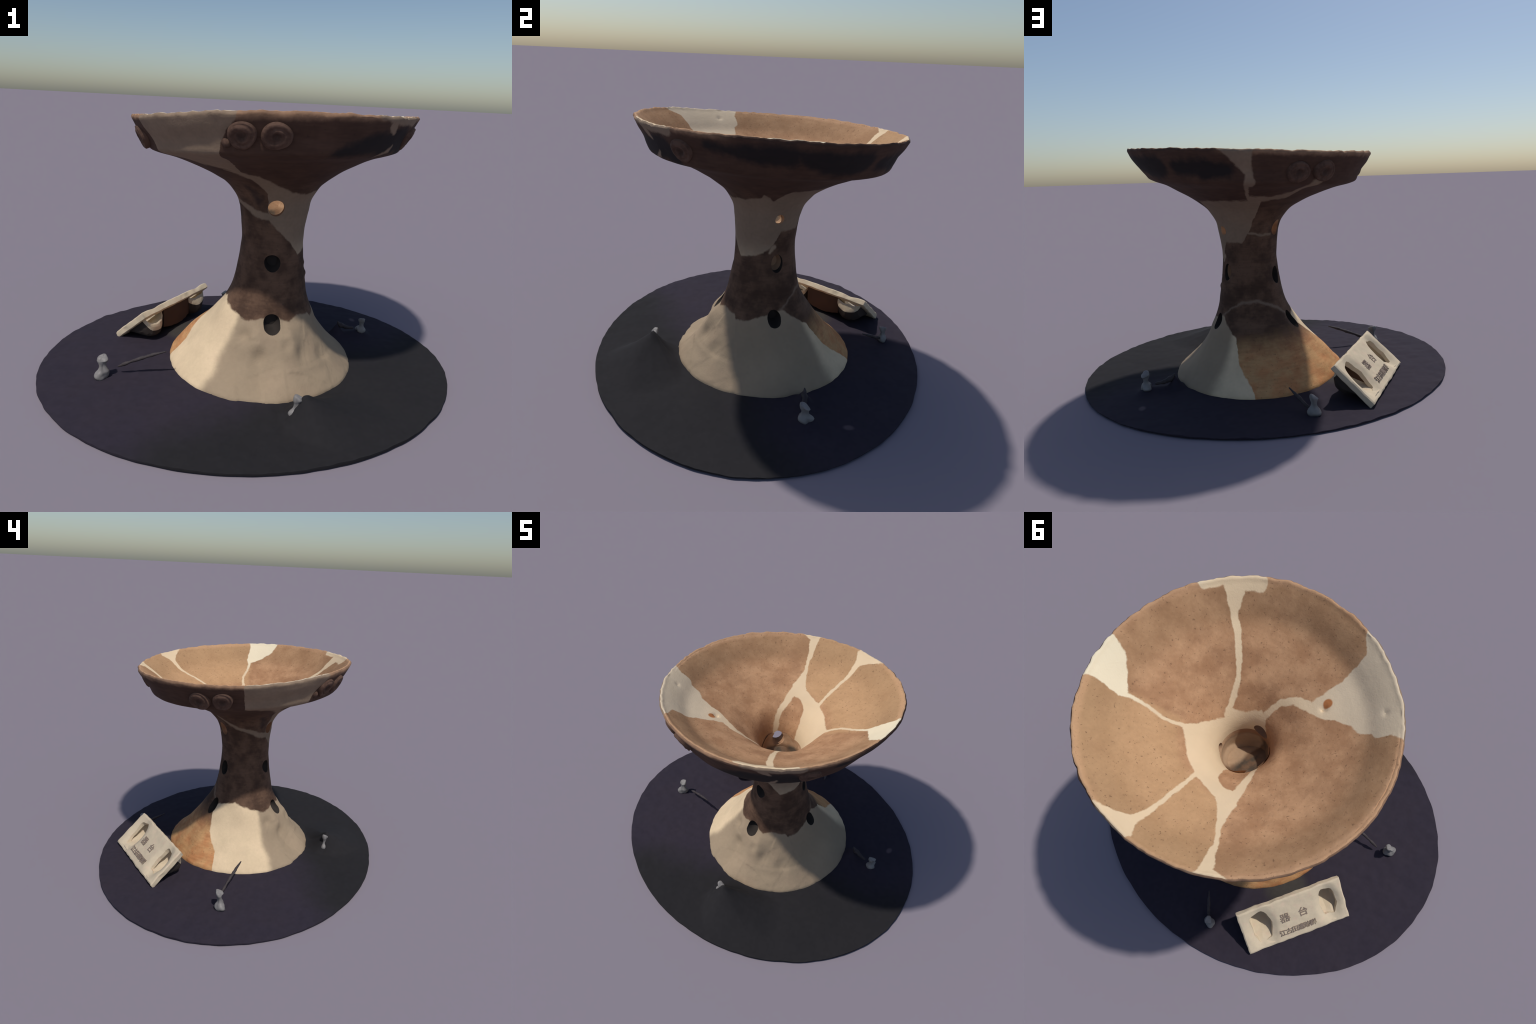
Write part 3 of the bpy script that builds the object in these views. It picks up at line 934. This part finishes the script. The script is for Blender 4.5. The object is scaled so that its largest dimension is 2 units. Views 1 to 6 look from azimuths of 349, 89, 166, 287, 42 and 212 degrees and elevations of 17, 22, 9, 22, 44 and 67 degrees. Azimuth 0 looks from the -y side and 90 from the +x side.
def build_pins():
    pm, tm = pin_material(), thread_material()
    label = "small white push pin holding a dark thread"
    specs = [((-.700, -.138), .011, (.008, .012), 1.0, 1.0, [(-.63, -.112, .05), (-.605, -.116, .062), (-.57, -.122, .078), (-.53, -.128, .094), (-.47, -.14, .118), (-.41, -.15, .137)],
              [.003, .008, .006, .009, .008, .003]),
             ((-.039, .702), .009, (.0, -.006), .86, .86, [(-.03, .69, .030), (-.01, .662, .042), (.012, .62, .066), (.04, .569, .092)], [.005, .0085, .0085, .003]),
             ((.686, .212), .024, (.0, -.006), .84, .95, [(.64, .212, .05), (.60, .215, .054), (.56, .216, .070), (.543, .2165, .092)], [.006, .010, .014, .002]),
             ((.108, -.540), .024, (.012, -.006), .92, .9, None, None)]
    for k, (xy, z0, leanxy, hs, rs, path, rad) in enumerate(specs):
        P = spline(PIN_PROFILE, .004)
        nt = 28
        V = []
        for r, z in P:
            for j in range(nt):
                a = TAU * j / nt
                rr = r * rs * (1 + .16 * math.sin(2 * a + k * 2 + z * 20) + .09 * math.sin(3 * a + k + z * 40) + .25 * nz((math.cos(a), math.sin(a), z * 30), 1.1, k * 5))
                x, y, zz = rr * math.cos(a), rr * math.sin(a), z * hs
                zz += .010 * smooth(.08, .1, z) * math.sin(a + k * 1.7) * (r / .02)
                q = max(z, 0) / .1
                V.append((x + leanxy[0] * q, y + leanxy[1] * q, zz))
        F = revolve_faces(len(P), nt)
        me = mesh_from("push_pin", V, F, [pm])
        bm = bmesh.new(); bm.from_mesh(me)
        bmesh.ops.remove_doubles(bm, verts=bm.verts[:], dist=1e-5)
        bmesh.ops.recalc_face_normals(bm, faces=bm.faces[:])
        bm.to_mesh(me); bm.free()
        me.shade_smooth()
        ob = add("push_pin", me, None, (*xy, z0))
        ob["label"], ob["category"] = label, "push pin"
        if path:
            t = tube("thread", [np.array(p) - np.array([*xy, z0]) for p in path], rad, tm)
            add("thread", t, ob)


# ------------------------------------------------------------------ name card
def card_material():
    N = Nodes("cream_card")
    tc = N.new("ShaderNodeTexCoord")
    P = tc.outputs["Object"]
    c = N.mix(N.noise(P, 14, 3), (.64, .525, .37), (.57, .475, .345))
    c = N.mix(N.m("MULTIPLY", N.step(N.noise(P, 30, 2), .52, .7), .35), c, (.66, .48, .36))
    return N.finish(N.gain(c, .93, 1.06, N.noise(P, 70, 2)), .8, N.noise(P, 50, 3), .25, .004)


def plain_material(name, a, b, scale=30, rough=.8):
    N = Nodes(name)
    tc = N.new("ShaderNodeTexCoord")
    return N.finish(N.mix(N.noise(tc.outputs["Object"], scale, 3), a, b), rough)


def build_card():
    import mathutils
    BL, BR = np.array([-.313, .719, .026]), np.array([-.661, .296, .026])
    TL, TR = np.array([-.172, .599, .178]), np.array([-.531, .18, .182])
    grow = (BR - BL) * .014, (TL - BL) * .03
    BL, BR, TL, TR = BL - grow[0] - grow[1] * .6, BR + grow[0] - grow[1] * .6, TL - grow[0] + grow[1], TR + grow[0] + grow[1]
    fwd = np.array([-.50, .41, .76]) * .010
    BL, BR, TL, TR = BL + fwd, BR + fwd, TL + fwd, TR + fwd
    X = (BR - BL); W = np.linalg.norm(X); X /= W
    U = ((TL - BL) + (TR - BR)) / 2; U -= X * (U @ X); H = np.linalg.norm(U); U /= H
    Nn = np.cross(X, U)
    M = mathutils.Matrix(np.column_stack([X, U, Nn]).tolist())
    card = empty("name_card", tuple(BL), "slanted cream name card with dark lettering and two hollows", "name card")
    card.rotation_euler = M.to_euler()
    mat = card_material()
    back = plain_material("card_back", (.060, .046, .040), (.034, .028, .026), 12)  # cream card's rear coloured dark, its shade included in the tint
    TH = .036
    # panel, then two arched hollows cut through it
    bm = bmesh.new()
    nx, ny, nk = 96, 44, 7
    def wob(x, y, z):
        e = min(x, W - x, y, H - y)
        k = math.exp(-(max(e, 0) / .02) ** 2)
        p = (x, y, z)
        for hx, hy, hw, hh in ((.104, H * .47, .064, H * .42), (.474, H * .50, .054, H * .38)):   # soft margins of the hollows
            e = math.hypot((x - hx) / hw, (y - hy) / hh)
            z -= .024 * (1 + z / TH) ** 2 * math.exp(-(e / 1.08) ** 4)
        return (x + .004 * k * nz(p, 28, 1), y + .0045 * k * nz(p, 26, 2), z + .0025 * nz(p, 22, 3))
    grid = {}
    def vert(i, j, k):
        if (i, j, k) not in grid:
            x, y, z = W * i / nx, H * j / ny, -TH * k / nk
            # rounded outer corners of the section
            m = min(i, nx - i, j, ny - j) * W / nx
            rnd = .007
            c = min(-z, TH + z)
            if m < rnd and c < rnd:
                s = rnd - math.sqrt(max(rnd ** 2 - (rnd - c) ** 2, 0))
                x = min(max(x, s), W - s); y = min(max(y, s), H - s)
            grid[i, j, k] = bm.verts.new(wob(x, y, z))
        return grid[i, j, k]
    for i in range(nx):
        for j in range(ny):
            bm.faces.new([vert(i, j, 0), vert(i + 1, j, 0), vert(i + 1, j + 1, 0), vert(i, j + 1, 0)])
            bm.faces.new([vert(i, j, nk), vert(i, j + 1, nk), vert(i + 1, j + 1, nk), vert(i + 1, j, nk)])
    for k in range(nk):
        for i in range(nx):
            bm.faces.new([vert(i, 0, k), vert(i, 0, k + 1), vert(i + 1, 0, k + 1), vert(i + 1, 0, k)])
            bm.faces.new([vert(i, ny, k), vert(i + 1, ny, k), vert(i + 1, ny, k + 1), vert(i, ny, k + 1)])
        for j in range(ny):
            bm.faces.new([vert(0, j, k), vert(0, j + 1, k), vert(0, j + 1, k + 1), vert(0, j, k + 1)])
            bm.faces.new([vert(nx, j, k), vert(nx, j, k + 1), vert(nx, j + 1, k + 1), vert(nx, j + 1, k)])
    bmesh.ops.recalc_face_normals(bm, faces=bm.faces[:])
    me = bpy.data.meshes.new("panel"); bm.to_mesh(me); bm.free()
    me.materials.append(mat)
    panel = add("panel", me, card)

    def arch(x0, x1, ytop, ybot, seed):
        """cutter: arched outline, wide at the front face, narrowing to the back"""
        n = 26
        V, F = [], []
        cx, hw = (x0 + x1) / 2, (x1 - x0) / 2
        for depth, grow in ((.02, 1.06), (.0, 1.0), (-.012, .94), (-TH - .03, .80)):
            for k in range(n):
                a = TAU * k / n
                c, s = math.cos(a), math.sin(a)
                y = (ytop + ybot) / 2 + .006 * math.sin(5 * a + seed * 2) + (ytop - ybot) / 2 * (abs(s) ** .8 * (1 if s > 0 else -1)) * (1 if s > 0 else (1.0 if grow < 1 else grow))
                x = cx + hw * grow * (abs(c) ** .85 * (1 if c > 0 else -1)) * (1 + .06 * math.sin(3 * a + seed) + .05 * math.sin(7 * a + 2 * seed))
                V.append((x, y, depth))
        F = revolve_faces(4, n)
        F += [[k for k in range(n)], [3 * n + n - 1 - k for k in range(n)]]
        m = mesh_from("arch", V, F, [mat]); recalc(m)
        return add("arch", m, card)
    cuts = [arch(.046, .162, H * .88, H * .14, 1), arch(.425, .522, H * .86, H * .20, 2)]
    for c in cuts:
        b = panel.modifiers.new("hollow", "BOOLEAN")
        b.operation, b.solver, b.object = "DIFFERENCE", "EXACT", c
    bpy.context.view_layer.update()
    dg = bpy.context.evaluated_depsgraph_get()
    m2 = bpy.data.meshes.new_from_object(panel.evaluated_get(dg), depsgraph=dg)
    panel.modifiers.clear()
    panel.data = m2
    m2.name = "panel"
    shade(m2, 40)
    for c in cuts:
        bpy.data.objects.remove(c)

    # scooped floors of the hollows: run back close over the board, then curl up behind the top bar
    bed = spline([(H * .07, -.006), (H * .20, -.028), (H * .38, -.072), (H * .56, -.112), (H * .71, -.118), (H * .84, -.086), (H * .90, -.052)], .012)
    for seed, (x0, x1, cutoff) in enumerate(((.022, .186, 1.0), (.400, .546, .94))):
        B = bed[:int(len(bed) * cutoff)]
        na, nb = 12, len(B) - 1
        V, F = [], []
        for top in (0, 1):
            for i in range(na + 1):
                for j in range(nb + 1):
                    fx, t = i / na, j / nb
                    arc = max(0, 1 - abs(2 * fx - 1) ** 2.6) ** .6
                    y, z = B[j]
                    x = x0 + (x1 - x0) * fx
                    z = -.012 + (z + .012) * arc if z < -.012 else z
                    z -= .004 * (1 - arc)
                    c = (x, y, seed)
                    V.append((x + .004 * nz(c, 40, 7), y + .005 * nz(c, 34, 2), z - .006 * nz(c, 30, 5) * arc - (.009 if top else 0)))
        K = (na + 1) * (nb + 1)
        for i in range(na):
            for j in range(nb):
                a, b, c, d = i * (nb + 1) + j, (i + 1) * (nb + 1) + j, (i + 1) * (nb + 1) + j + 1, i * (nb + 1) + j + 1
                F += [(a, b, c, d), (K + d, K + c, K + b, K + a)]
        rim = [(i, 0) for i in range(na)] + [(na, j) for j in range(nb)] + [(i, nb) for i in range(na, 0, -1)] + [(0, j) for j in range(nb, 0, -1)]
        ids = [i * (nb + 1) + j for i, j in rim]
        for a, b in zip(ids, ids[1:] + ids[:1]):
            F.append((b, a, K + a, K + b))
        m = mesh_from("hollow_floor", V, F, [mat, back]); recalc(m)
        for p in m.polygons:
            p.material_index = 1 if max(p.vertices) >= K and max(p.vertices) % K % (nb + 1) < nb * .88 else 0
        shade(m, 12)
        add("hollow_floor", m, card)

    # brown prop that holds the card up from behind
    prop = plain_material("prop_brown", (.115, .060, .038), (.05, .032, .024), 9)
    bm = bmesh.new()
    inv = M.transposed()
    x0, x1 = .17, .395
    ring_pts = [(H * .93, -TH + .004), (H * .90, -TH - .004), (H * .78, -.085), (H * .64, -.130), (H * .50, -.118), (H * .22, -.050), (H * .24, -TH + .004)]
    secs = []
    for f in np.linspace(0, 1, 13):
        pinch = .80 + .2 * math.cos((f - .5) * math.pi)
        secs.append([bm.verts.new((x0 + (x1 - x0) * f, y, -TH + .004 + (z + TH - .004) * pinch + .004 * nz((f, y, z), 20))) for y, z in ring_pts])
    for a, b in zip(secs[:-1], secs[1:]):
        for k in range(len(ring_pts)):
            l = (k + 1) % len(ring_pts)
            bm.faces.new([a[k], a[l], b[l], b[k]])
    bm.faces.new(secs[0][::-1]); bm.faces.new(secs[-1])
    bmesh.ops.recalc_face_normals(bm, faces=bm.faces[:])
    m = bpy.data.meshes.new("prop"); bm.to_mesh(m); bm.free()
    m.materials.append(prop)
    shade(m, 35)
    add("prop", m, card)

    # lettering
    ink = plain_material("brown_ink", (.20, .15, .12), (.28, .215, .17), 60, .8)
    def write(text, x, y, size, gap):
        for k, ch in enumerate(text):
            cu = bpy.data.curves.new("letter", "FONT")
            cu.body = ch
            cu.size = size
            cu.align_x = "CENTER"
            cu.extrude = .0018
            cu.offset = .0006
            cu.resolution_u = 3
            tmp = bpy.data.objects.new("letter_curve", cu)
            SC.objects.link(tmp)
            bpy.context.view_layer.update()
            dg = bpy.context.evaluated_depsgraph_get()
            lm = bpy.data.meshes.new_from_object(tmp.evaluated_get(dg), depsgraph=dg)
            bpy.data.objects.remove(tmp)
            bpy.data.curves.remove(cu)
            lm.materials.clear()
            lm.materials.append(ink)
            px = x + gap * k
            zz = .0025 * nz((px, y + size * .4, 0), 22, 3)
            add("letter", lm, card, (px, y, zz + .0012))
    write("器台", .232, H * .47, .056, .100)
    write("江古田遺跡群", .200, H * .16, .037, .0335)
    return card


build_stand()
build_board()
build_pins()
build_card()
